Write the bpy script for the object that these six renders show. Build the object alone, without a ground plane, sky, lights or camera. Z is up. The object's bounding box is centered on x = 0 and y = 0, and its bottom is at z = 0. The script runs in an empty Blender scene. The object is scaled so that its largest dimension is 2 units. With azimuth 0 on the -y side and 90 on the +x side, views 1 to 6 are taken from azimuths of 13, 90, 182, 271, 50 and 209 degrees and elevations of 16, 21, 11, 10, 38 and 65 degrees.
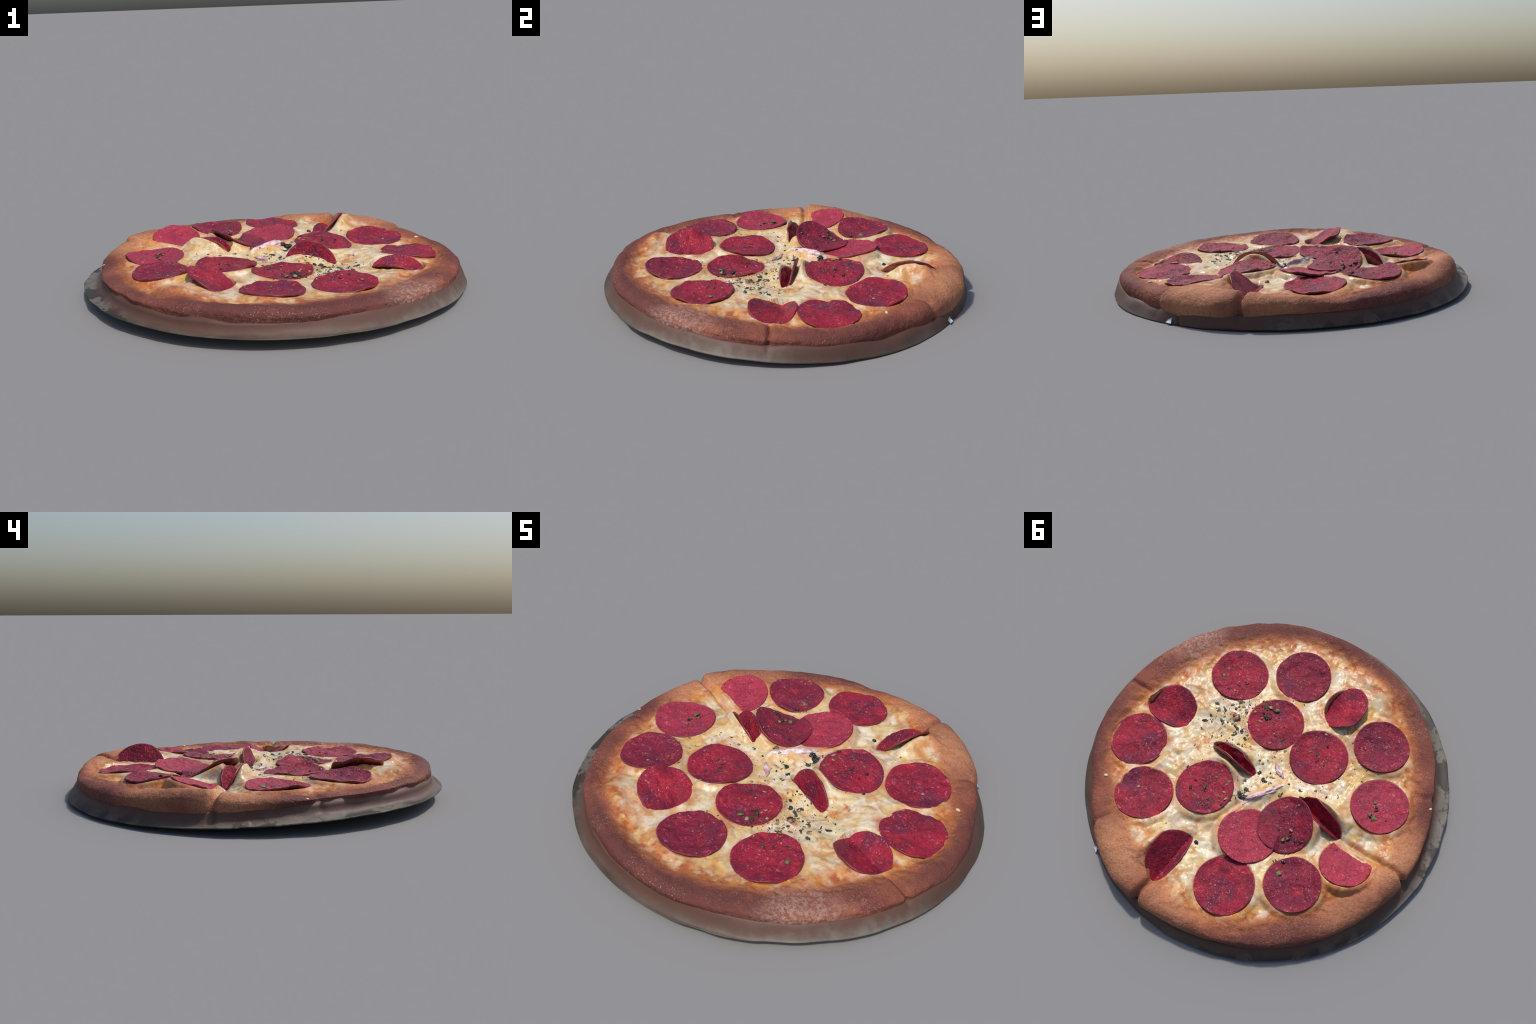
"""Pepperoni pizza on a thin round metal tray (slightly tilted), built part by part."""
import bpy, math, random
import numpy as np

TAU = 2 * math.pi
RNG = np.random.default_rng(11)
random.seed(11)

# ----------------------------------------------------------------- helpers
def smooth(t):
    t = np.clip(t, 0.0, 1.0)
    return t * t * (3 - 2 * t)

def _hash(ix, iy, iz, seed):
    n = (ix * 374761393 + iy * 668265263 + iz * 2147483647 + seed * 144269504) & 0xFFFFFFFF
    n = ((n ^ (n >> 13)) * 1274126177) & 0xFFFFFFFF
    n = n ^ (n >> 16)
    return (n & 0xFFFF) / 32767.5 - 1.0

def noise3(x, y, z, seed=0):
    """Smooth value noise in about -1..1, vectorised."""
    x, y, z = np.broadcast_arrays(np.asarray(x, float), np.asarray(y, float), np.asarray(z, float))
    ix, iy, iz = (np.floor(a).astype(np.int64) for a in (x, y, z))
    fx, fy, fz = x - ix, y - iy, z - iz
    fx, fy, fz = (f * f * f * (f * (f * 6 - 15) + 10) for f in (fx, fy, fz))
    out = 0
    for dx in (0, 1):
        for dy in (0, 1):
            for dz in (0, 1):
                w = (fx if dx else 1 - fx) * (fy if dy else 1 - fy) * (fz if dz else 1 - fz)
                out = out + w * _hash(ix + dx, iy + dy, iz + dz, seed)
    return out

def fbm(x, y, z=0.0, octaves=3, seed=0):
    s, a, f = 0, 1.0, 1.0
    for o in range(octaves):
        s = s + a * noise3(x * f, y * f, np.asarray(z) * f, seed + o * 17)
        a *= 0.5; f *= 2.03
    return s

def around(table, blur=4.0):
    """Periodic function of the angle in degrees through (angle, value) knots."""
    t = sorted(table)
    a = np.array([p[0] for p in t], float); v = np.array([p[1] for p in t], float)
    g = np.arange(-180, 180, 0.5)
    f = np.interp(g, np.r_[a - 360, a, a + 360], np.r_[v, v, v])
    if blur:
        k = np.exp(-0.5 * (np.arange(-60, 61) * 0.5 / blur) ** 2); k /= k.sum()
        f = np.convolve(np.r_[f[-60:], f, f[:60]], k, 'valid')
    def fn(deg):
        d = (np.asarray(deg, float) + 180) % 360 - 180
        return np.interp(d, np.r_[g, 180], np.r_[f, f[0]])
    return fn

def mesh_object(name, verts, faces, parent=None, materials=(), location=(0, 0, 0), smooth_shade=True, mat_index=None):
    me = bpy.data.meshes.new(name)
    me.from_pydata([tuple(map(float, v)) for v in verts], [], [tuple(map(int, f)) for f in faces])
    for m in materials:
        me.materials.append(m)
    if mat_index is not None:
        me.polygons.foreach_set('material_index', np.asarray(mat_index, np.int32))
    me.polygons.foreach_set('use_smooth', [smooth_shade] * len(me.polygons))
    me.update()
    ob = bpy.data.objects.new(name, me)
    bpy.context.scene.collection.objects.link(ob)
    ob.location = location
    if parent is not None:
        ob.parent = parent
    return ob

def grid_faces(n_u, n_v, wrap_v=True, base=0, flip=False):
    """Quads of an n_u x n_v lattice (row-major), wrapping in v."""
    out = []
    for i in range(n_u - 1):
        for j in range(n_v if wrap_v else n_v - 1):
            k = (j + 1) % n_v
            q = (base + i * n_v + j, base + (i + 1) * n_v + j, base + (i + 1) * n_v + k, base + i * n_v + k)
            out.append(q[::-1] if flip else q)
    return out

# --------------------------------------------------------------- node helper
class Nodes:
    def __init__(self, name):
        self.mat = bpy.data.materials.new(name); self.mat.use_nodes = True
        self.t = self.mat.node_tree; self.t.nodes.clear()
        self.out = self.t.nodes.new('ShaderNodeOutputMaterial')
        self.bsdf = self.t.nodes.new('ShaderNodeBsdfPrincipled')
        self.t.links.new(self.bsdf.outputs[0], self.out.inputs[0])
        self.obj = self.t.nodes.new('ShaderNodeTexCoord').outputs['Object']
    def put(self, node, key, val):
        if val is None: return
        s = node.inputs[key]
        if isinstance(val, bpy.types.NodeSocket): self.t.links.new(val, s)
        elif s.type == 'RGBA' and len(val) == 3: s.default_value = (*val, 1)
        else: s.default_value = val
    def math(self, op, a, b=None, c=None, clamp=False):
        n = self.t.nodes.new('ShaderNodeMath'); n.operation = op; n.use_clamp = clamp
        self.put(n, 0, a)
        if b is not None: self.put(n, 1, b)
        if c is not None: self.put(n, 2, c)
        return n.outputs[0]
    def vmath(self, op, a, b=None):
        n = self.t.nodes.new('ShaderNodeVectorMath'); n.operation = op
        self.put(n, 0, a)
        if b is not None: self.put(n, 1, b)
        return n.outputs['Value'] if op in ('LENGTH', 'DISTANCE', 'DOT_PRODUCT') else n.outputs[0]
    def noise(self, scale, detail=4, rough=0.55, dist=0.0, vec=None, colour=False):
        n = self.t.nodes.new('ShaderNodeTexNoise')
        self.put(n, 'Vector', vec or self.obj); self.put(n, 'Scale', scale)
        self.put(n, 'Detail', detail); self.put(n, 'Roughness', rough); self.put(n, 'Distortion', dist)
        return n.outputs['Color' if colour else 'Fac']
    def voronoi(self, scale, vec=None, feature='F1', rand=1.0, out='Distance'):
        n = self.t.nodes.new('ShaderNodeTexVoronoi'); n.feature = feature
        self.put(n, 'Vector', vec or self.obj); self.put(n, 'Scale', scale); self.put(n, 'Randomness', rand)
        return n.outputs[out]
    def step(self, val, lo, hi, to_lo=0.0, to_hi=1.0):
        n = self.t.nodes.new('ShaderNodeMapRange'); n.interpolation_type = 'SMOOTHSTEP'
        self.put(n, 'Value', val); self.put(n, 'From Min', lo); self.put(n, 'From Max', hi)
        self.put(n, 'To Min', to_lo); self.put(n, 'To Max', to_hi)
        return n.outputs['Result']
    def mix(self, fac, a, b, blend='MIX'):
        n = self.t.nodes.new('ShaderNodeMix'); n.data_type = 'RGBA'; n.blend_type = blend
        self.put(n, 0, fac); self.put(n, 6, a); self.put(n, 7, b)
        return n.outputs[2]
    def near(self, point, inner, outer, wobble=None):
        """1 within `inner` of a point, 0 beyond `outer` (object coordinates)."""
        v = wobble or self.obj
        return self.step(self.vmath('DISTANCE', v, point), inner, outer, 1.0, 0.0)
    def warp(self, scale, amount, detail=3):
        c = self.noise(scale, detail, colour=True)
        c = self.vmath('SUBTRACT', c, (0.5, 0.5, 0.5))
        n = self.t.nodes.new('ShaderNodeVectorMath'); n.operation = 'SCALE'
        self.put(n, 0, c); n.inputs['Scale'].default_value = amount
        return self.vmath('ADD', self.obj, n.outputs[0])
    def xyz(self, vec=None):
        n = self.t.nodes.new('ShaderNodeSeparateXYZ'); self.put(n, 0, vec or self.obj); return n.outputs
    def around(self, fn, lo, span):
        """A radius that follows the angle about the z axis, as a smooth curve."""
        p = self.xyz()
        ramp = self.t.nodes.new('ShaderNodeFloatCurve')
        self.put(ramp, 'Value', self.math('MULTIPLY_ADD', self.math('ARCTAN2', p[1], p[0]), 1 / TAU, 0.5))
        c = ramp.mapping.curves[0]
        knots = [(d / 360 + .5, (float(fn(d)) - lo) / span) for d in range(-180, 181, 15)]
        c.points[0].location = knots[0]; c.points[1].location = knots[-1]
        for k in knots[1:-1]: c.points.new(*k)
        ramp.mapping.update()
        return self.math('MULTIPLY_ADD', ramp.outputs[0], span, lo)
    def bump(self, height, strength, distance, normal=None):
        n = self.t.nodes.new('ShaderNodeBump')
        self.put(n, 'Height', height); self.put(n, 'Strength', strength); self.put(n, 'Distance', distance)
        if normal is not None: self.put(n, 'Normal', normal)
        return n.outputs[0]
    def finish(self, colour, rough=0.5, normal=None, spec=0.5, **kw):
        self.put(self.bsdf, 'Base Color', colour); self.put(self.bsdf, 'Roughness', rough)
        self.put(self.bsdf, 'Specular IOR Level', spec)
        if normal is not None: self.put(self.bsdf, 'Normal', normal)
        for k, v in kw.items(): self.put(self.bsdf, k.replace('_', ' '), v)
        return self.mat

def srgb(r, g, b):
    f = lambda c: ((c / 255 + 0.055) / 1.055) ** 2.4 if c > 10 else c / 255 / 12.92
    return (f(r), f(g), f(b))

def shown(r, g, b, k=1.22):
    """Base colour for a surface that reads as this sRGB value in sun + sky."""
    return tuple(min(0.9, c / k) for c in srgb(r, g, b))

# ------------------------------------------------------------ the tray plane
def tray_z(x, y):
    """Top of the tray's edge: a disc of 1 m radius lying slightly tilted and warped."""
    th = np.arctan2(y, x); r2 = np.clip(x * x + y * y, 0, 1.1)
    return (0.0388 - 0.0103 * x - 0.0336 * y
            + r2 * (-0.006 * np.exp(-((th + 2.25) / .6) ** 2) - 0.0007 * np.cos(2 * th) + 0.0015 * np.cos(3 * th) - 0.0075 * np.sin(3 * th)))

# --------------------------------------------------------------- crust rules
crest_z = around([(-180, .168), (-165, .158), (-150, .160), (-135, .165), (-115, .178), (-95, .194), (-80, .188),
                  (-70, .180), (-55, .181), (-40, .172), (-27, .164), (-15, .158), (-6, .150), (9, .149), (30, .141),
                  (45, .152), (58, .176), (70, .178), (80, .172), (92, .160), (104, .143), (118, .148), (134, .158),
                  (146, .158), (158, .186), (167, .188), (174, .172)], 3.0)
crest_r = around([(-180, .865), (-150, .86), (-120, .89), (-95, .90), (-75, .90), (-50, .885), (-25, .87), (-6, .885),
                  (15, .92), (30, .90), (50, .88), (65, .87), (80, .90), (100, .91), (118, .895), (140, .875), (165, .875)], 6.0)
bulge_r = around([(-59, .950), (-75, .946), (-87, .943), (-100, .946), (-120, .936), (-135, .922), (-150, .911),
                  (-163, .908), (-174, .918), (177, .931), (168, .945), (159, .945), (149, .941), (138, .949), (127, .951),
                  (117, .951), (108, .957), (97, .952), (87, .958), (76, .980), (66, .986), (58, .982), (50, .964), (37, .942),
                  (26, .955), (14, .970), (6, .972), (-6, .957), (-23, .960), (-35, .958), (-45, .954)], 2.0)
inner_r = around([(-58, .79), (-73, .81), (-87, .82), (-102, .80), (-114, .83), (-130, .80), (-142, .78), (-153, .765),
                  (-168, .78), (176, .79), (166, .80), (154, .79), (142, .775), (128, .79), (117, .82), (108, .835),
                  (99, .85), (86, .84), (77, .82), (66, .755), (52, .775), (34, .80), (24, .825), (8, .845), (-6, .80),
                  (-21, .765), (-37, .78)], 4.0)
skirt_full = around([(-180, -.15), (-150, -.35), (-110, -.35), (-85, -.2), (-60, .15), (-35, .8), (0, 1), (60, .9), (100, .9), (130, .5), (160, .2)], 6.0)
# angle, half width (degrees), depth of the cuts that run through the crust
CRUST_CUTS = [(-6.5, .8, .020), (48, 1.3, .012), (77, 1.1, .034), (107, 5.0, .010), (169.5, 1.1, .030), (-160, 1.2, .008), (-99, 2.0, .004)]
# knife cuts across the cheese: two ends, half width, depth
CUTS = [((-.50, .125), (-.93, .175), .016, .030), ((.14, .46), (.215, .95), .016, .030),
        ((.78, -.10), (.97, -.108), .010, .008), ((.10, .50), (.02, .24), .020, .012)]

def cut_depth(x, y):
    d = np.zeros_like(x)
    for (x0, y0), (x1, y1), w, dep in CUTS:
        vx, vy = x1 - x0, y1 - y0
        t = np.clip(((x - x0) * vx + (y - y0) * vy) / (vx * vx + vy * vy), 0, 1)
        q = np.hypot(x - x0 - t * vx, y - y0 - t * vy)
        d = np.maximum(d, dep * np.exp(-(q / w) ** 2) * smooth(np.minimum(t * 5, 1)))
    return d

# ------------------------------------------------------- the pepperoni slices
# centre, tilt about x, tilt about y, radius, two-fold rim warp (cos, sin), dishing of the middle
FLAT = [
    (.430, -.436, .149, -.009, -.009, .160, -.002, -.002, .001), (.112, -.604, .160, -.074, -.010, .156, -.009, .005, -.011),
    (.098, -.272, .147, -.051, -.015, .155, .001, .008, -.011), (-.208, -.211, .153, -.065, -.005, .159, .004, -.009, -.008),
    (-.478, -.430, .175, -.036, -.048, .152, .002, -.010, -.015), (-.625, -.123, .159, -.016, .031, .155, .004, .005, -.011),
    (-.441, .484, .163, -.003, .061, .148, .003, .015, -.015), (-.145, .660, .149, -.078, .056, .157, .003, .000, -.008),
    (-.109, .374, .159, .092, -.092, .154, .002, .000, -.010), (-.252, .223, .170, -.256, .173, .152, .001, .024, -.008),
    (.229, .255, .160, .000, .093, .157, -.008, -.002, .005), (.495, .441, .145, .060, .052, .156, -.001, -.007, -.014),
    (.702, .188, .133, -.063, .037, .156, -.009, .006, .003), (-.621, .255, .165, .241, .106, .135, -.002, -.003, -.006)]
RAISED = (-.188, -.541, .168, -.055, .570, .138, -.011, .001, .003)

def frame(ax, ay):
    n = np.array([math.sin(ay), -math.sin(ax), 0.0]); n[2] = math.sqrt(max(.05, 1 - n[0] ** 2 - n[1] ** 2))
    u = np.cross([0, 1, 0], n); u /= np.linalg.norm(u)
    return u, np.cross(n, u), n

def slice_height(s, x, y):
    """z of a slice's top (its plane plus the rim warp) above the point x, y."""
    cx, cy, cz, ax, ay, r, ec, es, dome = s
    u, v, n = frame(ax, ay)
    dx, dy = x - cx, y - cy
    z = cz - (n[0] * dx + n[1] * dy) / n[2]
    p = np.hypot(dx, dy); f = np.arctan2(dy, dx)
    q = np.clip(p / r, 0, 1.3)
    return z + (ec * np.cos(2 * f) + es * np.sin(2 * f)) * q ** 2 + dome * np.clip(1 - q * q, 0, 1), p

# folded slices: middle of the crease, direction of the crease, half width,
# the two flaps as (outward reach, rise) across the crease, forward curl of the tips
FOLDED = [
    dict(o=(.189, .012, .090), d=(.286, -.056, -.006), a=.150, left=(.062, .130), right=(-.038, .066), curl=(-.018, .0)),
    dict(o=(-.385, .092, .112), d=(-.284, .080, -.012), a=.150, left=(.055, .112), right=(-.050, .096), curl=(-.01, -.006)),
    dict(o=(.172, .668, .100), d=(.035, .300, -.008), a=.158, left=(.048, .046), right=(-.100, .128), curl=(.0, .015)),
    dict(o=(.655, -.050, .092), d=(.300, -.036, -.014), a=.142, left=(.090, .066), right=(-.172, .080), curl=(.0, .0))]

# cheese level where no slice sets it
CHEESE = [(.149, -.057, .138), (.433, -.063, .127), (.409, .05, .138), (.327, -.172, .138), (.035, .198, .133),
          (.104, .535, .128), (-.04, -.03, .130), (-.07, .09, .150), (.04, .04, .118), (.34, -.02, .112), (.45, .22, .142),
          (.30, -.30, .138), (-.35, -.05, .148), (-.36, -.33, .158), (-.07, -.42, .150),
          (-.30, .60, .148), (-.53, .11, .118), (-.50, -.27, .160), (.35, .55, .148), (.12, .80, .140), (.03, .50, .145),
          (.52, .60, .132), (-.66, -.40, .165), (-.70, .08, .134), (-.77, .05, .150), (.44, .60, .160), (-.10, -.78, .160),
          (.02, .79, .155), (-.50, .02, .160), (-.38, -.72, .196), (-.33, -.64, .180), (.56, .19, .150), (.62, -.27, .150), (.53, -.24, .148), (-.28, .80, .148), (.31, .81, .168)]

def level_spline():
    pts = list(CHEESE)
    for s in FLAT:
        pts.append((s[0], s[1], s[2] - .008))
    for deg in range(-180, 180, 20):
        r = float(inner_r(deg)) + .02; a = math.radians(deg)
        pts.append((r * math.cos(a), r * math.sin(a), float(crest_z(deg)) - .022))
    P = np.array(pts)
    def U(d):
        return np.where(d > 1e-9, d * d * np.log(np.maximum(d, 1e-9)), 0)
    n = len(P)
    A = np.zeros((n + 3, n + 3)); D = np.hypot(P[:, None, 0] - P[None, :, 0], P[:, None, 1] - P[None, :, 1])
    A[:n, :n] = U(D) + 2e-3 * np.eye(n); A[:n, n] = 1; A[:n, n + 1:] = P[:, :2]; A[n, :n] = 1; A[n + 1:, :n] = P[:, :2].T
    w = np.linalg.solve(A, np.r_[P[:, 2], 0, 0, 0])
    def fn(x, y):
        z = w[n] + w[n + 1] * x + w[n + 2] * y
        for i in range(n):
            z = z + w[i] * U(np.hypot(x - P[i, 0], y - P[i, 1]))
        return z
    return fn
LEVEL = level_spline()

def ridge(x, y, p0, p1, width, height, side_bias=0.0):
    """A soft bank of cheese between two points."""
    vx, vy = p1[0] - p0[0], p1[1] - p0[1]; L = math.hypot(vx, vy)
    t = ((x - p0[0]) * vx + (y - p0[1]) * vy) / (L * L)
    q = ((x - p0[0]) * -vy + (y - p0[1]) * vx) / L
    bow = np.clip(1 - (2 * t - 1) ** 2, 0, 1) ** .8
    w = np.where(q > 0, width * (1 + side_bias), width * (1 - side_bias))
    return height * bow * np.exp(-(q / w) ** 2)

def TUCK(x):
    """The cut under whose lip one slice disappears: y as a function of x."""
    return .195 - .10 * (x + .62) + .010 * noise3(np.asarray(x) * 22, 0, 0, 91)

def food_height(x, y):
    """Top of the cheese: soft level, moulded to every slice that lies on it."""
    x = np.asarray(x, float); y = np.asarray(y, float)
    base = LEVEL(x, y)
    base = base + .0075 * fbm(x * 9, y * 9, 0, 3, 5) + .0030 * fbm(x * 30, y * 30, 0, 2, 9)
    num, den = base * .35, np.full_like(base, .35)
    for s in FLAT:
        z, p = slice_height(s, x, y)
        w = smooth((s[5] * 1.32 - p) / (s[5] * .42)) ** 2 * 3
        if s is FLAT[13]: w = w * smooth((y - TUCK(x) + .03) / .03)
        num = num + w * (z - .002 - .006 * smooth((s[5] * .97 - p) / .03)); den = den + w
    h = num / den
    # banks of cheese pushed up by the folded slices and under raised edges
    h = h + ridge(x, y, (.06, -.012), (.33, -.062), .035, .030)          # before the centre fold
    h = h + ridge(x, y, (.07, .115), (.33, .050), .026, .045)              # behind it
    h = h + ridge(x, y, (-.27, .015), (-.55, .075), .030, .078)           # beside the fold near the middle
    h = h + ridge(x, y, (.262, .52), (.322, .79), .040, .066, .0)          # behind the tall fold
    h = h + ridge(x, y, (.03, .25), (-.14, .015), .030, .026)               # onion bank
    h = h + ridge(x, y, (-.26, -.66), (-.30, -.44), .025, .020)
    for f in FOLDED:                                                       # hollow under every crease
        ox, oy, oz = f['o']; dx, dy, dz = f['d']; L = math.hypot(dx, dy)
        s = ((x - ox) * dx + (y - oy) * dy) / L; t = ((x - ox) * -dy + (y - oy) * dx) / L
        bow = np.sqrt(np.clip(1 - (s / (f['a'] * .97)) ** 2, 0, 1))
        for (reach, rise) in (f['left'], f['right']):
            e = abs(reach); k = np.sign(reach) * t
            lid = oz + rise * np.clip(k / e, 0, 1) - .012
            w = smooth((e * bow + .010 - k) / .014) * smooth((k + .014) / .010) * smooth(bow / .25)
            h = h - np.maximum(h - lid, 0) * w
    creep = fbm(x * 7, y * 7, 4, 3, 83)
    for s in FLAT:
        z, p = slice_height(s, x, y)
        inside = p < s[5] * (.995 - .055 * smooth((creep - .35) / .5))
        if s is FLAT[13]: inside = inside & (y > TUCK(x) - .004)
        h = np.where(inside, np.minimum(h, z - .0075 - .013 * smooth((s[5] * .93 - p) / .02)), h)
    z, p = slice_height(RAISED, x, y)
    p = np.hypot((x - RAISED[0] + .006) / .84, y - RAISED[1])
    h = h - np.maximum(h - (z - .011), 0) * smooth((RAISED[5] * .97 - p) / .012) * smooth((x + .26) / .02)
    h = h - cut_depth(x, y)
    return h

# ================================================================= materials
def bread_and_cheese(name):
    """Baked dough outside, browned edge, molten cheese inside: one skin."""
    n = Nodes(name)
    w1 = n.warp(6, .10); w2 = n.warp(22, .03)
    pos = n.xyz(); flat = n.t.nodes.new('ShaderNodeCombineXYZ')
    wp = n.xyz(w1)
    n.put(flat, 0, wp[0]); n.put(flat, 1, wp[1])
    rad = n.vmath('LENGTH', flat.outputs[0])
    # inner border of the crust, following the loaf
    border = n.around(inner_r, .5, .5)
    edge = n.math('SUBTRACT', rad, border)                    # <0 on the cheese, >0 on the dough
    fine = n.noise(60, 5, .6); mid = n.noise(14, 4, .55); big = n.noise(4.5, 3, .5)
    # --- cheese
    milk = n.mix(n.step(n.noise(7, 3, .5, .5), .40, .60), shown(222, 194, 140), shown(228, 214, 184))
    milk = n.mix(n.math('MULTIPLY', n.step(n.noise(6, 4, .55, .7, vec=n.vmath('ADD', n.obj, (4.4, .3, 0))), .54, .68), .8), milk, shown(216, 172, 84))
    tan = n.step(n.noise(12, 6, .6, .9), .50, .68)
    milk = n.mix(n.math('MULTIPLY', tan, .85), milk, shown(204, 142, 84))
    blush = n.step(n.noise(5, 4, .55, .5, vec=n.vmath('ADD', n.obj, (7.3, 2.2, 0))), .52, .68)
    milk = n.mix(n.math('MULTIPLY', blush, .55), milk, shown(212, 162, 140))
    white = n.step(n.noise(11, 4, .5, .8, vec=n.vmath('ADD', n.obj, (1.3, 8.2, 0))), .50, .66)
    milk = n.mix(n.math('MULTIPLY', white, .7), milk, shown(240, 232, 210))
    sauce = n.step(n.noise(7, 5, .6, 1.4, vec=n.vmath('ADD', n.obj, (3.1, 1.7, 0))), .60, .70)
    milk = n.mix(n.math('MULTIPLY', sauce, .75), milk, shown(190, 98, 56))
    oil = n.step(n.noise(40, 5, .6, .5), .50, .36)
    milk = n.mix(n.math('MULTIPLY', oil, .30), milk, shown(188, 138, 84))
    # red fat that has run out from under every slice
    plan = n.t.nodes.new('ShaderNodeCombineXYZ'); q = n.xyz(w2)
    n.put(plan, 0, q[0]); n.put(plan, 1, q[1])
    gap = None
    for s in FLAT + [RAISED]:
        d = n.math('SUBTRACT', n.vmath('DISTANCE', plan.outputs[0], (s[0], s[1], 0)), s[5])
        gap = d if gap is None else n.math('MINIMUM', gap, d)
    halo = n.math('MULTIPLY', n.step(gap, .042, -.004), n.step(n.noise(9, 4, .6), .34, .62))
    milk = n.mix(n.math('MULTIPLY', halo, .75), milk, shown(196, 118, 72))
    # pepper and herb dust strewn round the middle
    strewn = n.math('MAXIMUM', n.near((.30, -.20, .14), .08, .24, w1), n.math('MULTIPLY', n.near((-.02, .0, .14), .05, .42, w1), .6))
    strewn = n.math('MAXIMUM', strewn, n.math('MULTIPLY', n.near((-.36, .0, .14), .05, .20, w1), .8))
    grit = n.math('MULTIPLY', n.step(n.voronoi(125), .27, .15), n.step(n.noise(34, 2), .50, .58))
    milk = n.mix(n.math('MULTIPLY', n.math('MULTIPLY', grit, strewn), .9), milk, shown(62, 60, 46))
    # --- browned rim of the cheese
    brown = n.mix(n.step(n.noise(24, 5, .62), .42, .60), shown(206, 138, 72), shown(178, 96, 58))
    brown = n.mix(n.math('MULTIPLY', n.step(n.noise(17, 4, .6), .54, .66), .7), brown, shown(228, 198, 142))
    rim = n.math('MULTIPLY', n.step(edge, -.13, -.015), n.step(n.noise(10, 4, .6), .32, .56))
    col = n.mix(rim, milk, brown)
    # --- dough: golden inside, red-brown and darker outside
    d1 = n.mix(n.step(big, .40, .60), shown(146, 86, 70), shown(116, 68, 62))
    d1 = n.mix(n.math('MULTIPLY', n.step(n.noise(9, 5, .62), .50, .70), .7), d1, shown(172, 108, 82))
    gold = n.step(edge, .085, .005)
    d1 = n.mix(n.math('MULTIPLY', gold, .8), d1, shown(188, 114, 70))
    # darker stretches of the crust (front and right), paler stretches behind
    dark = n.math('MAXIMUM', n.near((.42, -.88, .13), .12, .46, w1), n.near((-.06, -.91, .15), .14, .48, w1))
    dark = n.math('MAXIMUM', dark, n.math('MULTIPLY', n.near((.93, .22, .10), .12, .42, w1), .85))
    dark = n.math('MAXIMUM', dark, n.math('MULTIPLY', n.near((-.88, -.25, .12), .05, .28, w1), .8))
    dark = n.math('MAXIMUM', dark, n.math('MULTIPLY', n.near((-.72, -.56, .12), .05, .25, w1), .6))
    dark = n.math('MAXIMUM', dark, n.math('MULTIPLY', n.near((-.55, .76, .10), .05, .28, w1), .5))
    out = n.step(edge, .02, .10)
    d1 = n.mix(n.math('MULTIPLY', n.math('MULTIPLY', dark, out), .88), d1, shown(104, 62, 60))
    light = n.math('MAXIMUM', n.near((.42, .80, .15), .08, .30, w1), n.near((-.82, .10, .14), .05, .28, w1))
    light = n.math('MAXIMUM', light, n.math('MULTIPLY', n.near((.05, .91, .12), .05, .28, w1), .8))
    light = n.math('MAXIMUM', light, n.math('MULTIPLY', n.near((-.76, .44, .14), .05, .26, w1), .6))
    d1 = n.mix(n.math('MULTIPLY', light, .80), d1, shown(204, 142, 104))
    # flour: a dusted stretch at the front right and specks all over
    dust = n.math('MULTIPLY', n.near((.78, -.54, .11), .06, .26, w2), n.step(n.noise(42, 9, .78), .40, .62))
    d1 = n.mix(n.math('MULTIPLY', dust, .75), d1, shown(186, 160, 148))
    speck = n.math('MULTIPLY', n.step(n.noise(150, 3, .65), .57, .68), n.step(n.noise(6, 3), .40, .60))
    d1 = n.mix(n.math('MULTIPLY', speck, .5), d1, shown(214, 176, 152))
    d1 = n.mix(n.math('MULTIPLY', n.step(n.noise(110, 4, .65), .50, .36), .4), d1, shown(96, 54, 46))
    col = n.mix(n.step(edge, -.02, .035), col, d1)
    rough = n.step(edge, -.03, .06, .30, .65)
    h = n.math('MULTIPLY_ADD', n.noise(130, 4, .6), n.step(edge, -.03, .05, .10, .55), n.noise(34, 3, .5))
    nor = n.bump(h, n.step(edge, -.03, .05, .34, .7), .012)
    return n.finish(col, rough, nor, spec=n.step(edge, -.03, .06, .25, .14))

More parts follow.
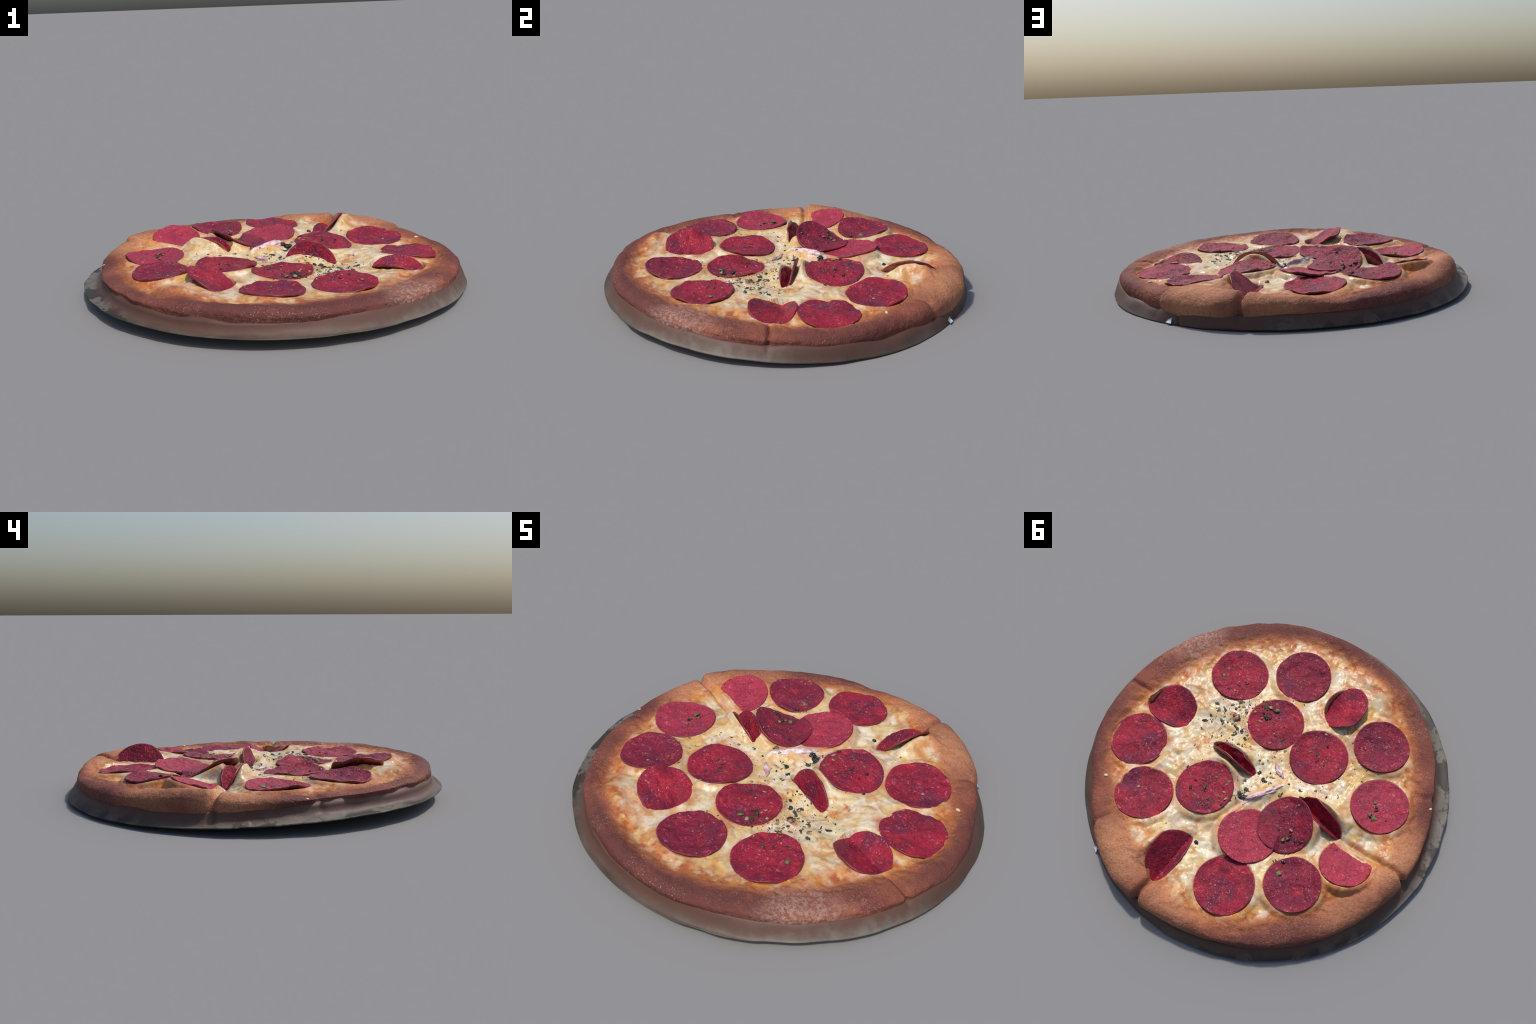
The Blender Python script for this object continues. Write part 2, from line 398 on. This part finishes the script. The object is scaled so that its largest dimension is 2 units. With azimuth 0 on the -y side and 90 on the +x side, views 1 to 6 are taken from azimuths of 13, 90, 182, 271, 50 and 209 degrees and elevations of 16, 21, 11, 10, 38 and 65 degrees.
def pepperoni_top(name='pepperoni_meat', tint=None, amount=0.0):
    n = Nodes(name)
    info = n.t.nodes.new('ShaderNodeObjectInfo').outputs['Random']
    off = n.t.nodes.new('ShaderNodeCombineXYZ')
    n.put(off, 0, n.math('MULTIPLY', info, 13.0)); n.put(off, 1, n.math('MULTIPLY', info, 7.0))
    v = n.vmath('ADD', n.obj, off.outputs[0])
    base = n.mix(n.step(n.noise(9, 4, .6, .4, vec=v), .38, .60), shown(132, 40, 60), shown(164, 42, 64))
    base = n.mix(n.math('MULTIPLY', n.step(n.noise(6, 3, .5, vec=n.vmath('ADD', v, (5, 0, 0))), .52, .68), .8), base, shown(108, 46, 70))
    if tint: base = n.mix(amount, base, shown(*tint))
    base = n.mix(n.math('MULTIPLY', n.step(n.noise(15, 5, .62, vec=n.vmath('ADD', v, (0, 4, 0))), .55, .70), .7), base, shown(190, 54, 58))
    painted_glints = n.step(n.noise(44, 6, .7, .8, vec=n.vmath('ADD', v, (2, 9, 0))), .56, .70)  # the scan's lilac highlights, painted into the meat colour as mottling
    patch = n.step(n.noise(8, 2, .5, vec=n.vmath('ADD', v, (9, 1, 0))), .44, .60, .35, 1.0)
    base = n.mix(n.math('MULTIPLY', n.math('MULTIPLY', painted_glints, patch), .9), base, shown(212, 130, 150))
    fat = n.math('MULTIPLY', n.step(n.voronoi(78, vec=n.vmath('ADD', v, n.vmath('MULTIPLY', n.noise(60, 2, colour=True), (.012, .012, .012)))), .34, .14), n.step(n.noise(14, 5, .7, vec=v), .47, .62))
    base = n.mix(n.math('MULTIPLY', fat, .62), base, shown(222, 146, 150))
    pit = n.step(n.noise(90, 4, .65, vec=v), .46, .34)
    base = n.mix(n.math('MULTIPLY', pit, .6), base, shown(84, 20, 38))
    h = n.math('MULTIPLY_ADD', n.noise(48, 4, .62, .6, vec=v), 1.0, n.math('MULTIPLY', n.noise(150, 2, .6, vec=v), .3))
    nor = n.bump(h, .7, .014)
    rough = n.step(n.noise(30, 3, vec=v), .35, .7, .28, .50)
    return n.finish(base, rough, nor, spec=.13)

def pepperoni_side():
    n = Nodes('pepperoni_rim')
    c = n.mix(n.noise(40, 3), shown(108, 26, 42), shown(140, 44, 50))
    return n.finish(c, .4, n.bump(n.noise(120, 3), .4, .006))

def pepperoni_back():
    n = Nodes('pepperoni_underside')
    z = n.xyz()[2]
    c = n.mix(n.step(n.noise(22, 4, .6, .5), .35, .66), shown(168, 88, 66), shown(132, 48, 44))
    c = n.mix(n.math('MULTIPLY', n.step(n.noise(12, 3), .54, .7), .5), c, shown(214, 176, 140))
    return n.finish(c, .45, n.bump(n.noise(60, 3), .4, .01))

def tray_material():
    n = Nodes('stained_tray_metal')
    w = n.warp(12, .05)
    c = n.mix(n.step(n.noise(5, 4, .55), .35, .66), shown(78, 68, 60), shown(100, 90, 80))
    c = n.mix(n.math('MULTIPLY', n.step(n.noise(70, 4, .65), .45, .68), .35), c, shown(104, 98, 88))
    soft = n.math('MULTIPLY', n.math('MAXIMUM', n.near((.90, -.40, .07), .22, .55, w), n.math('MULTIPLY', n.near((-.90, -.25, .06), .30, .80, w), .8)), .8)
    c = n.mix(soft, c, shown(128, 123, 115))
    spot = n.step(n.noise(8, 4, .5, .4, vec=n.vmath('ADD', n.obj, (.9, 2.6, 0))), .515, .545)
    side = n.math('MAXIMUM', n.near((-.80, -.60, .07), .25, .62, w), n.near((-.50, .87, .02), .35, .75, w))
    side = n.math('MAXIMUM', side, n.near((-.98, -.12, .05), .12, .42, w))
    c = n.mix(n.math('MULTIPLY', spot, n.math('MULTIPLY', side, .85)), c, shown(46, 42, 40))
    fine = n.math('MULTIPLY', n.step(n.noise(34, 3, .6), .545, .60), side)
    c = n.mix(n.math('MULTIPLY', fine, .7), c, shown(66, 60, 54))
    # toasted crumbs and grease where the dough touches the flank
    p = n.xyz(n.warp(30, .03)); f = n.t.nodes.new('ShaderNodeCombineXYZ'); n.put(f, 0, p[0]); n.put(f, 1, p[1])
    away = n.math('SUBTRACT', n.vmath('LENGTH', f.outputs[0]), n.around(bulge_r, .8, .2))
    crumb = n.step(n.math('SUBTRACT', away, n.math('MULTIPLY', n.noise(9, 4, .6), .06)), .024, -.022)
    c = n.mix(n.math('MULTIPLY', crumb, .9), c, shown(96, 66, 56))
    return n.finish(c, .55, n.bump(n.noise(90, 3), .15, .004), spec=.3)

def plain(name, a, b, scale=30, rough=.5, bump=.3):
    n = Nodes(name)
    return n.finish(n.mix(n.step(n.noise(scale, 3), .4, .62), a, b), rough, n.bump(n.noise(scale * 3, 2), bump, .004))

SKIN = bread_and_cheese('crust_dough'); SKIN2 = bread_and_cheese('melted_cheese')
MEAT, RIMM, BACK = pepperoni_top(), pepperoni_side(), pepperoni_back()
PALE = pepperoni_top('pepperoni_meat_pale', (186, 70, 92), .55)
DUSK = pepperoni_top('pepperoni_meat_dusky', (118, 44, 66), .5)
TINT = {4: DUSK, 1: DUSK, 5: PALE, 8: PALE, 9: DUSK, 13: PALE, 6: DUSK}
TRAY = tray_material()

# ============================================================ top-level things
def empty(name, loc, label, category):
    e = bpy.data.objects.new(name, None); bpy.context.scene.collection.objects.link(e)
    e.location = loc; e['label'] = label; e['category'] = category
    return e
PIZZA = bpy.data.objects.new('pizza', None); bpy.context.scene.collection.objects.link(PIZZA)
PIZZA['label'] = 'round pepperoni pizza with browned crust, melted cheese and herbs'
PIZZA['category'] = 'pizza'

# ------------------------------------------------------------ cheese and crust
NT = 840
DEG = np.linspace(-180, 180, NT, endpoint=False); TH = np.radians(DEG)
CT, ST = np.cos(TH), np.sin(TH)

def crust_cut(deg):
    d = np.zeros_like(deg); step = np.zeros_like(deg)
    for a, w, dep in CRUST_CUTS:
        q = (deg - a + 180) % 360 - 180
        d = np.maximum(d, dep * np.exp(-(q / w) ** 2))
    return d

R_IN, R_C, Z_C, R_B = inner_r(DEG), crest_r(DEG), crest_z(DEG) - .010, bulge_r(DEG)
CUT = crust_cut(DEG)
# torn corners that stand up beside a cut: angle of the cut, side, lift, length in degrees
for a, side, lift, length in [(169.5, -1, .016, 7), (77, 1, .010, 6), (77, -1, .012, 7), (-6.5, 1, .008, 6), (-6.5, -1, .004, 6), (48, 1, .010, 7)]:
    q = side * ((DEG - a + 180) % 360 - 180)
    Z_C = Z_C + lift * np.where(q > 0, smooth(q / .9) * np.exp(-np.maximum(q, 0) / length), 0)
ZT = tray_z(CT, ST)
WALL_H = .056 + .008 * noise3(DEG / 9.0, 0, 0, 3)
R_W = R_B + .003
rings = []
N_IN = 165
for i in range(1, N_IN + 1):                       # cheese
    r = R_IN * (i / N_IN)
    x, y = r * CT, r * ST
    rings.append((x, y, food_height(x, y)))
n_cheese = len(rings)
N_UP = 26
for i in range(1, N_UP + 1):                       # inner slope of the crust
    t = i / N_UP
    r = R_IN + (R_C - R_IN) * t
    x, y = r * CT, r * ST
    k = smooth(np.full(NT, t))
    z = food_height(x, y) * (1 - k) + (Z_C - CUT) * k
    z = z + k * (.004 * fbm(x * 11, y * 11, 3, 3, 21)) + 4 * k * (1 - k) * .004 * fbm(x * 30, y * 30, 1, 2, 23)
    rings.append((x, y, z))
Z_B = ZT + .076
N_OUT = 26
for i in range(1, N_OUT + 1):                      # rounded outside
    a = i / N_OUT * math.pi / 2
    r = R_C + (R_B - R_C) * math.sin(a) - CUT * .9 * math.sin(a)
    z = Z_B + (Z_C - CUT - Z_B) * math.cos(a) ** .9 if i < N_OUT else Z_B.copy()
    x, y = r * CT, r * ST
    b = fbm(x * 8, y * 8, z * 14, 4, 31)
    r = r + math.sin(a) * .006 * b
    x, y = r * CT, r * ST
    rings.append((x, y, z + math.cos(a) * .004 * fbm(x * 11, y * 11, 3, 3, 21)))
N_DOWN = 8
for i in range(1, N_DOWN + 1):                     # lower side, tucked onto the tray
    t = i / N_DOWN
    r = R_B - CUT * .9 + (R_W - .006 - R_B) * t
    z = Z_B + (ZT + WALL_H - .012 - Z_B) * t
    x, y = r * CT, r * ST
    b = fbm(x * 8, y * 8, z * 14, 4, 31)
    r = r + .006 * b * (1 - t)
    rings.append((r * CT, r * ST, z))
V = np.array([np.stack(q, 1) for q in rings])      # rings x NT x 3
# sharper, hand-torn relief of the dough
whole = V.reshape(-1, 3)

def skin_normals(V):
    du = np.gradient(V, axis=0)
    dv = (np.roll(V, -1, 1) - np.roll(V, 1, 1)) * .5
    n = np.cross(du, dv); n /= np.maximum(np.linalg.norm(n, axis=2, keepdims=True), 1e-12)
    return n
NRM = skin_normals(V)

def part_from_rings(name, a, b, centre, mat):
    v = V[a:b].reshape(-1, 3); nr = NRM[a:b].reshape(-1, 3)
    f = grid_faces(b - a, NT)
    if centre:
        z = float(food_height(np.array([0.0]), np.array([0.0]))[0])
        v = np.vstack([v, [[0, 0, z]]]); nr = np.vstack([nr, [[0, 0, 1]]])
        f += [(len(v) - 1, j, (j + 1) % NT) for j in range(NT)]
    ob = mesh_object(name, v, f, PIZZA, [mat])
    ob.data.normals_split_custom_set_from_vertices([tuple(map(float, q)) for q in nr])
    return ob
part_from_rings('cheese', 0, n_cheese, True, SKIN2)
part_from_rings('crust', n_cheese - 1, len(rings), False, SKIN)

# -------------------------------------------------------------------- the tray
def build_tray():
    prof = []                                       # rings from top centre to bottom centre
    edge = 1.0 + .0031 * np.cos(2 * TH) - .0018 * np.sin(2 * TH) + .003 * np.cos(3 * TH) + .004 * noise3(DEG / 6, 0, 0, 71)
    edge = edge - .014 * np.exp(-((DEG - 57.5) / .5) ** 2)
    cx, cy = -.0017, -.0027
    def ring(r, z): prof.append(np.stack([cx + r * CT, cy + r * ST, z], 1))
    for r in (.02, .3, .6, .85):
        ring(np.full(NT, r), tray_z(r * CT, r * ST) + .002)
    rw = R_W - CUT * .6 - .008
    full = skirt_full(DEG)
    ring(rw - .02, ZT + WALL_H - .01)
    M = 18
    for i in range(M + 1):
        s = i / M
        r = rw + (edge - rw) * s
        z = ZT + (WALL_H + .004) * (1 - s ** (1 + 1.2 * full)) ** (2.6 - 1.3 * full)
        z = z + .010 * np.exp(-((DEG - 74) / 3.0) ** 2) * s ** 4
        z = z + (1 - s) * s * .012 * noise3(DEG / 5, s * 2, 0, 77)
        ring(r, z)
    ring(edge - .001, ZT - .005); ring(edge - .006, ZT - .007)
    for r in (.85, .6, .3, .02):
        ring(np.full(NT, r), tray_z(r * CT, r * ST) - .006)
    P = np.array(prof)
    P[:, :, 2] = np.maximum(P[:, :, 2], 0.0)
    v = P.reshape(-1, 3); f = grid_faces(len(prof), NT)
    f.append(tuple(range(NT)))
    f.append(tuple(reversed(range((len(prof) - 1) * NT, len(prof) * NT))))
    ob = mesh_object('serving_tray', v, f, None, [TRAY])
    ob['label'] = 'thin round grey metal tray with dark stains'
    ob['category'] = 'tray'
    return ob
TRAY_OB = build_tray()

# ---------------------------------------------------------------- flat slices
SEG, RNGS = 96, 22
def slice_mesh(name, top_fn, thick, seed, radius):
    """Round slice: top by top_fn(rho/r, phi) -> 3D offset and normal, rounded rim, underside."""
    phi = np.linspace(0, TAU, SEG, endpoint=False)
    rows, mats = [], []
    def row(q, drop):
        p, nrm = top_fn(np.full(SEG, q), phi)
        rows.append(p - nrm * drop)
    for i in range(1, RNGS + 1):
        row(.985 * i / RNGS if i < RNGS else .985, 0.0)
    row(.997, .0012); row(1.0, .0035); row(.998, thick * .75); row(.985, thick)
    for i in range(8, 0, -1):
        row(.98 * i / 9, thick)
    P = np.array(rows); n = len(rows)
    v = P.reshape(-1, 3)
    c0, m0 = top_fn(np.array([0.0]), np.array([0.0]))
    v = np.vstack([v, c0, c0 - m0 * thick])
    f = grid_faces(n, SEG)
    idx = [0] * (SEG * (RNGS - 1)) + [1] * (SEG * 4) + [2] * (SEG * (n - 1 - RNGS - 3))
    f += [(len(v) - 2, j, (j + 1) % SEG) for j in range(SEG)]; idx += [0] * SEG
    b = (n - 1) * SEG
    f += [(len(v) - 1, b + (j + 1) % SEG, b + j) for j in range(SEG)]; idx += [2] * SEG
    idx = idx[:len(f)] + [0] * (len(f) - len(idx))
    return v, f, idx

def outline(phi, seed):
    return 1 + .012 * noise3(np.cos(phi) * 1.6, np.sin(phi) * 1.6, seed, 41) + .005 * noise3(np.cos(phi) * 6, np.sin(phi) * 6, seed, 43)

def add_flat_slice(k, s, lump=.0098, thick=.011, under=None):
    cx, cy, cz, ax, ay, r, ec, es, dome = s
    u, v, n = frame(ax, ay)
    def top(q, phi):
        rr = q * r * outline(phi, k)
        lx, ly = rr * np.cos(phi), rr * np.sin(phi)
        # two-fold rim warp is given against the plan angle, which the frame nearly keeps
        h = (ec * np.cos(2 * phi) + es * np.sin(2 * phi)) * q ** 2 + dome * (1 - q ** 2)
        h = h + lump * fbm(lx * 11 + k * 3.7, ly * 11 - k * 1.9, k, 2, 51) * (.4 + .6 * q) + .0026 * fbm(lx * 34, ly * 34, k, 2, 57)
        h = h + .0035 * q ** 6
        p = lx[:, None] * u + ly[:, None] * v + h[:, None] * n
        if k == 13:                                 # this one is tucked into the cut
            p[:, 2] -= .06 * smooth((TUCK(p[:, 0] + cx) - (p[:, 1] + cy)) / .035)
        if under is not None:                       # rests on the slice beneath
            zu, pu = slice_height(under, p[:, 0] + cx, p[:, 1] + cy)
            lift = np.maximum(zu + .013 - (p[:, 2] + cz), 0) * smooth((under[5] * 1.12 - pu) / .03)
            p[:, 2] += lift
        return p, np.broadcast_to(n, p.shape)
    vv, f, idx = slice_mesh('pepperoni_slice', top, thick, k, r)
    return mesh_object('pepperoni_slice', vv, f, PIZZA, [TINT.get(k, MEAT), RIMM, BACK], (cx, cy, cz), True, idx)

for k, s in enumerate(FLAT):
    add_flat_slice(k, s, under=FLAT[8] if k == 9 else None)
add_flat_slice(30, RAISED, thick=.010)

# --------------------------------------------------------------- folded slices
def add_folded_slice(k, f):
    o = np.array(f['o']); d = np.array(f['d']); L = np.linalg.norm(d); d = d / L
    side = np.array([-d[1], d[0], 0]); side /= np.linalg.norm(side)
    up = np.array([0, 0, 1.0])
    a = f['a']
    def place(X, Y):
        """X along the crease (-1..1), Y across (-1..1), on the unit disc."""
        left = Y >= 0
        reach = np.where(left, f['left'][0], f['right'][0]); rise = np.where(left, f['left'][1], f['right'][1])
        curl = np.where(left, f['curl'][0], f['curl'][1])
        t = np.abs(Y)
        ts = np.sqrt(t * t + .012) - math.sqrt(.012)        # rounded crease
        w = noise3(X * 2.2, Y * 2.2, k, 61) * .006 + noise3(X * 6, Y * 6, k, 63) * .003
        # flaps bow like a cupped slice
        P = (o + (X * a)[:, None] * d + (reach * (ts + .25 * t * (1 - t)) + np.sign(reach) * curl * t ** 2 + w * t)[:, None] * side
             + (rise * ts * 1.08 + .3 * w)[:, None] * up)
        return P
    def top(q, phi):
        rr = q * outline(phi, 50 + k)
        X, Y = rr * np.cos(phi), rr * np.sin(phi)
        e = .01
        p = place(X, Y)
        px = place(X + e, Y) - place(X - e, Y); py = place(X, Y + e) - place(X, Y - e)
        nr = np.cross(px, py)
        if np.sum(nr[:, 2]) < 0: nr = -nr
        # keep the same side along the whole slice
        nr /= np.maximum(np.linalg.norm(nr, axis=1, keepdims=True), 1e-9)
        return p - o, nr
    vv, fc, idx = slice_mesh('pepperoni_slice', top, .009, k, a)
    return mesh_object('pepperoni_slice', vv, fc, PIZZA, [MEAT, RIMM, BACK], tuple(o), True, idx)
for k, f in enumerate(FOLDED):
    add_folded_slice(k, f)

# -------------------------------------------------------- bits on the cheese
def top_of_food(x, y):
    """Height of whatever lies uppermost at x, y (cheese or a flat slice)."""
    z = float(food_height(np.array([x]), np.array([y]))[0])
    for s in FLAT:
        h, p = slice_height(s, np.array([x]), np.array([y]))
        if p[0] < s[5] * .95: z = max(z, float(h[0]) + .001)
    return z

def leaf_bit(seed, fat=1.0):
    """A small crumpled scrap of dried leaf, unit length 1."""
    rg = np.random.default_rng(seed)
    n, m = 7, 3
    v = []
    for side in (1, -1):
        for i in range(n):
            t = i / (n - 1); w = fat * .30 * math.sin(math.pi * (t * .92 + .04)) ** .7 * (1 + .25 * rg.normal())
            for j in range(m):
                u = j - 1
                v.append((t - .5, u * w, .12 * (1 - u * u) + .08 * math.sin(t * 5 + seed) + .02 * rg.normal() + side * .025))
    f = grid_faces(n, m, False)
    f = [q[::-1] for q in f] + [tuple(k + n * m for k in q) for q in f]
    b = n * m
    loop = [i * m for i in range(n)] + [(n - 1) * m + 1] + [i * m + 2 for i in range(n - 1, -1, -1)] + [1]
    f += [(loop[k], loop[(k + 1) % len(loop)], b + loop[(k + 1) % len(loop)], b + loop[k]) for k in range(len(loop))]
    return v, f
HERBS = [plain('herb_dark_green', shown(44, 52, 40), shown(70, 78, 52), 200, .6),
         plain('herb_olive', shown(98, 100, 58), shown(128, 124, 80), 200, .6),
         plain('herb_blackened', shown(30, 30, 30), shown(52, 50, 46), 200, .5),
         plain('herb_straw', shown(170, 158, 128), shown(132, 124, 98), 200, .6)]
LEAF_MESHES = []
for k in range(12):
    v, f = leaf_bit(k, (.7, 1.0, 1.3)[k % 3])
    ob = mesh_object('herb_flake', v, f, None, [HERBS[(0, 0, 2, 1, 0, 3, 0, 2, 1, 0, 3, 1)[k]]])
    LEAF_MESHES.append(ob.data); bpy.data.objects.remove(ob)
# sprinkled where the hand let them fall: centre, spread, how many, size
SPRINKLE = [((.33, -.19), .055, 34, .016), ((.25, -.29), .045, 22, .016), ((.22, -.08), .06, 20, .016), ((.44, -.33), .05, 16, .018),
            ((.17, -.34), .03, 14, .020), ((.05, -.22), .07, 14, .016), ((-.18, -.20), .08, 18, .015), ((-.30, .03), .07, 22, .013),
            ((-.02, -.02), .07, 14, .017), ((.15, .21), .06, 16, .018), ((.05, .19), .03, 12, .020), ((-.27, .25), .07, 16, .018),
            ((-.62, -.10), .03, 7, .020), ((-.37, -.40), .06, 9, .014), ((.40, -.06), .06, 9, .018), ((-.35, .40), .05, 7, .018),
            ((-.10, .10), .05, 10, .016), ((.25, .30), .06, 7, .018), ((-.45, -.28), .05, 8, .014), ((.10, -.60), .08, 6, .014), ((.0, .45), .25, 12, .012)]
hr = np.random.default_rng(5)
for (cx, cy), spread, count, size in SPRINKLE:
    for _ in range(count):
        x, y = hr.normal((cx, cy), spread)
        if math.hypot(x, y) > .74: continue
        d = .008
        z = top_of_food(x, y)
        gx = (top_of_food(x + d, y) - top_of_food(x - d, y)) / (2 * d); gy = (top_of_food(x, y + d) - top_of_food(x, y - d)) / (2 * d)
        if abs(gx) + abs(gy) > .9: continue
        ob = bpy.data.objects.new('herb_flake', LEAF_MESHES[hr.integers(len(LEAF_MESHES))])
        bpy.context.scene.collection.objects.link(ob); ob.parent = PIZZA
        L = size * float(np.clip(hr.lognormal(0, .35), .45, 1.8))
        ob.scale = (L, L, L * .9); ob.location = (x, y, z + .0015)
        ob.rotation_euler = (math.atan(gy) + hr.normal(0, .15), -math.atan(gx) + hr.normal(0, .15), hr.uniform(0, TAU))

# herb dust: too fine to pick up one by one
dv, df, dm = [], [], []
hr2 = np.random.default_rng(77)
for (cx, cy), spread, count, size in SPRINKLE:
    for _ in range(int(count * 2.2)):
        x, y = hr2.normal((cx, cy), spread * 1.15)
        if math.hypot(x, y) > .74: continue
        me = LEAF_MESHES[hr2.integers(len(LEAF_MESHES))]
        L = size * hr2.uniform(.22, .42); t = hr2.uniform(0, TAU); z = top_of_food(x, y) + .001
        c, s_ = math.cos(t) * L, math.sin(t) * L
        b = len(dv)
        dv += [(x + q.co.x * c - q.co.y * s_, y + q.co.x * s_ + q.co.y * c, z + q.co.z * L) for q in me.vertices]
        df += [tuple(b + i for i in p.vertices) for p in me.polygons]
        dm += [int(hr2.integers(3))] * len(me.polygons)
dust_ob = mesh_object('herb_dust', dv, df, PIZZA, HERBS[:3], mat_index=dm)
dust_ob['kind'] = 'stuff'

def lump(name, loc, size, seed, mat, rot=0.0, rough=.25, freq=2.2, res=28):
    """An irregular rounded morsel."""
    v, f = [], []
    for i in range(1, res):
        la = math.pi * i / res
        for j in range(res * 2):
            lo = TAU * j / (res * 2)
            v.append((math.sin(la) * math.cos(lo), math.sin(la) * math.sin(lo), math.cos(la)))
    v = np.array(v + [(0, 0, 1), (0, 0, -1)])
    v = v * (1 + rough * fbm(v[:, 0] * freq + seed, v[:, 1] * freq, v[:, 2] * freq, 3, seed))[:, None] * np.array(size)
    c, s_ = math.cos(rot), math.sin(rot)
    v = np.stack([v[:, 0] * c - v[:, 1] * s_, v[:, 0] * s_ + v[:, 1] * c, v[:, 2]], 1)
    n = res * 2
    f = grid_faces(res - 1, n)
    f += [(len(v) - 2, j, (j + 1) % n) for j in range(n)]
    b = (res - 2) * n
    f += [(len(v) - 1, b + (j + 1) % n, b + j) for j in range(n)]
    return mesh_object(name, v, f, PIZZA, [mat], loc)

ONION = plain('onion_flesh', shown(228, 214, 216), shown(206, 150, 158), 26, .35)
OLIVE = plain('olive_skin', shown(30, 32, 36), shown(48, 50, 52), 60, .25)
SEED = plain('seed_husk', shown(232, 212, 176), shown(214, 186, 140), 80, .5)
lump('onion_piece', (-.058, .132, .152), (.105, .022, .026), 3, ONION, math.atan2(.162, .118), .25)
lump('onion_piece', (-.058, -.040, .134), (.048, .013, .010), 8, ONION, math.atan2(.051, -.071), .3)
for k, (x, y, s_) in enumerate([(.035, .198, .020), (.012, .196, .015), (.055, .190, .014), (.104, .535, .011), (-.34, .40, .010)]):
    lump('olive_piece', (x, y, top_of_food(x, y) + .004), (s_, s_ * .8, s_ * .6), 20 + k, OLIVE, k, .3)
for k, (x, y, z) in enumerate([(.727, .459, .138), (-.862, -.251, .139)]):
    lump('seed', (x, y, z), (.012, .008, .006), 40 + k, SEED, k, .1)

# scrap of paper stuck to the tray's flank
def paper():
    P = np.array([[(.590, .793, .004), (.560, .812, .004)], [(.577, .780, .020), (.558, .796, .022)], [(.569, .770, .046), (.553, .783, .050)]])
    top = P.reshape(-1, 3) + np.array([.006, .008, .003]); bot = top - np.array([.0012, .0016, .001])
    f = grid_faces(3, 2, False); f2 = [tuple(k + 6 for k in q[::-1]) for q in f]
    loop = [0, 2, 4, 5, 3, 1]
    f += f2 + [(loop[k], loop[(k + 1) % 6], loop[(k + 1) % 6] + 6, loop[k] + 6) for k in range(6)]
    m = plain('paper', shown(206, 212, 226), shown(190, 198, 214), 20, .7)
    mesh_object('paper_scrap', np.vstack([top, bot]), f, TRAY_OB, [m])
paper()
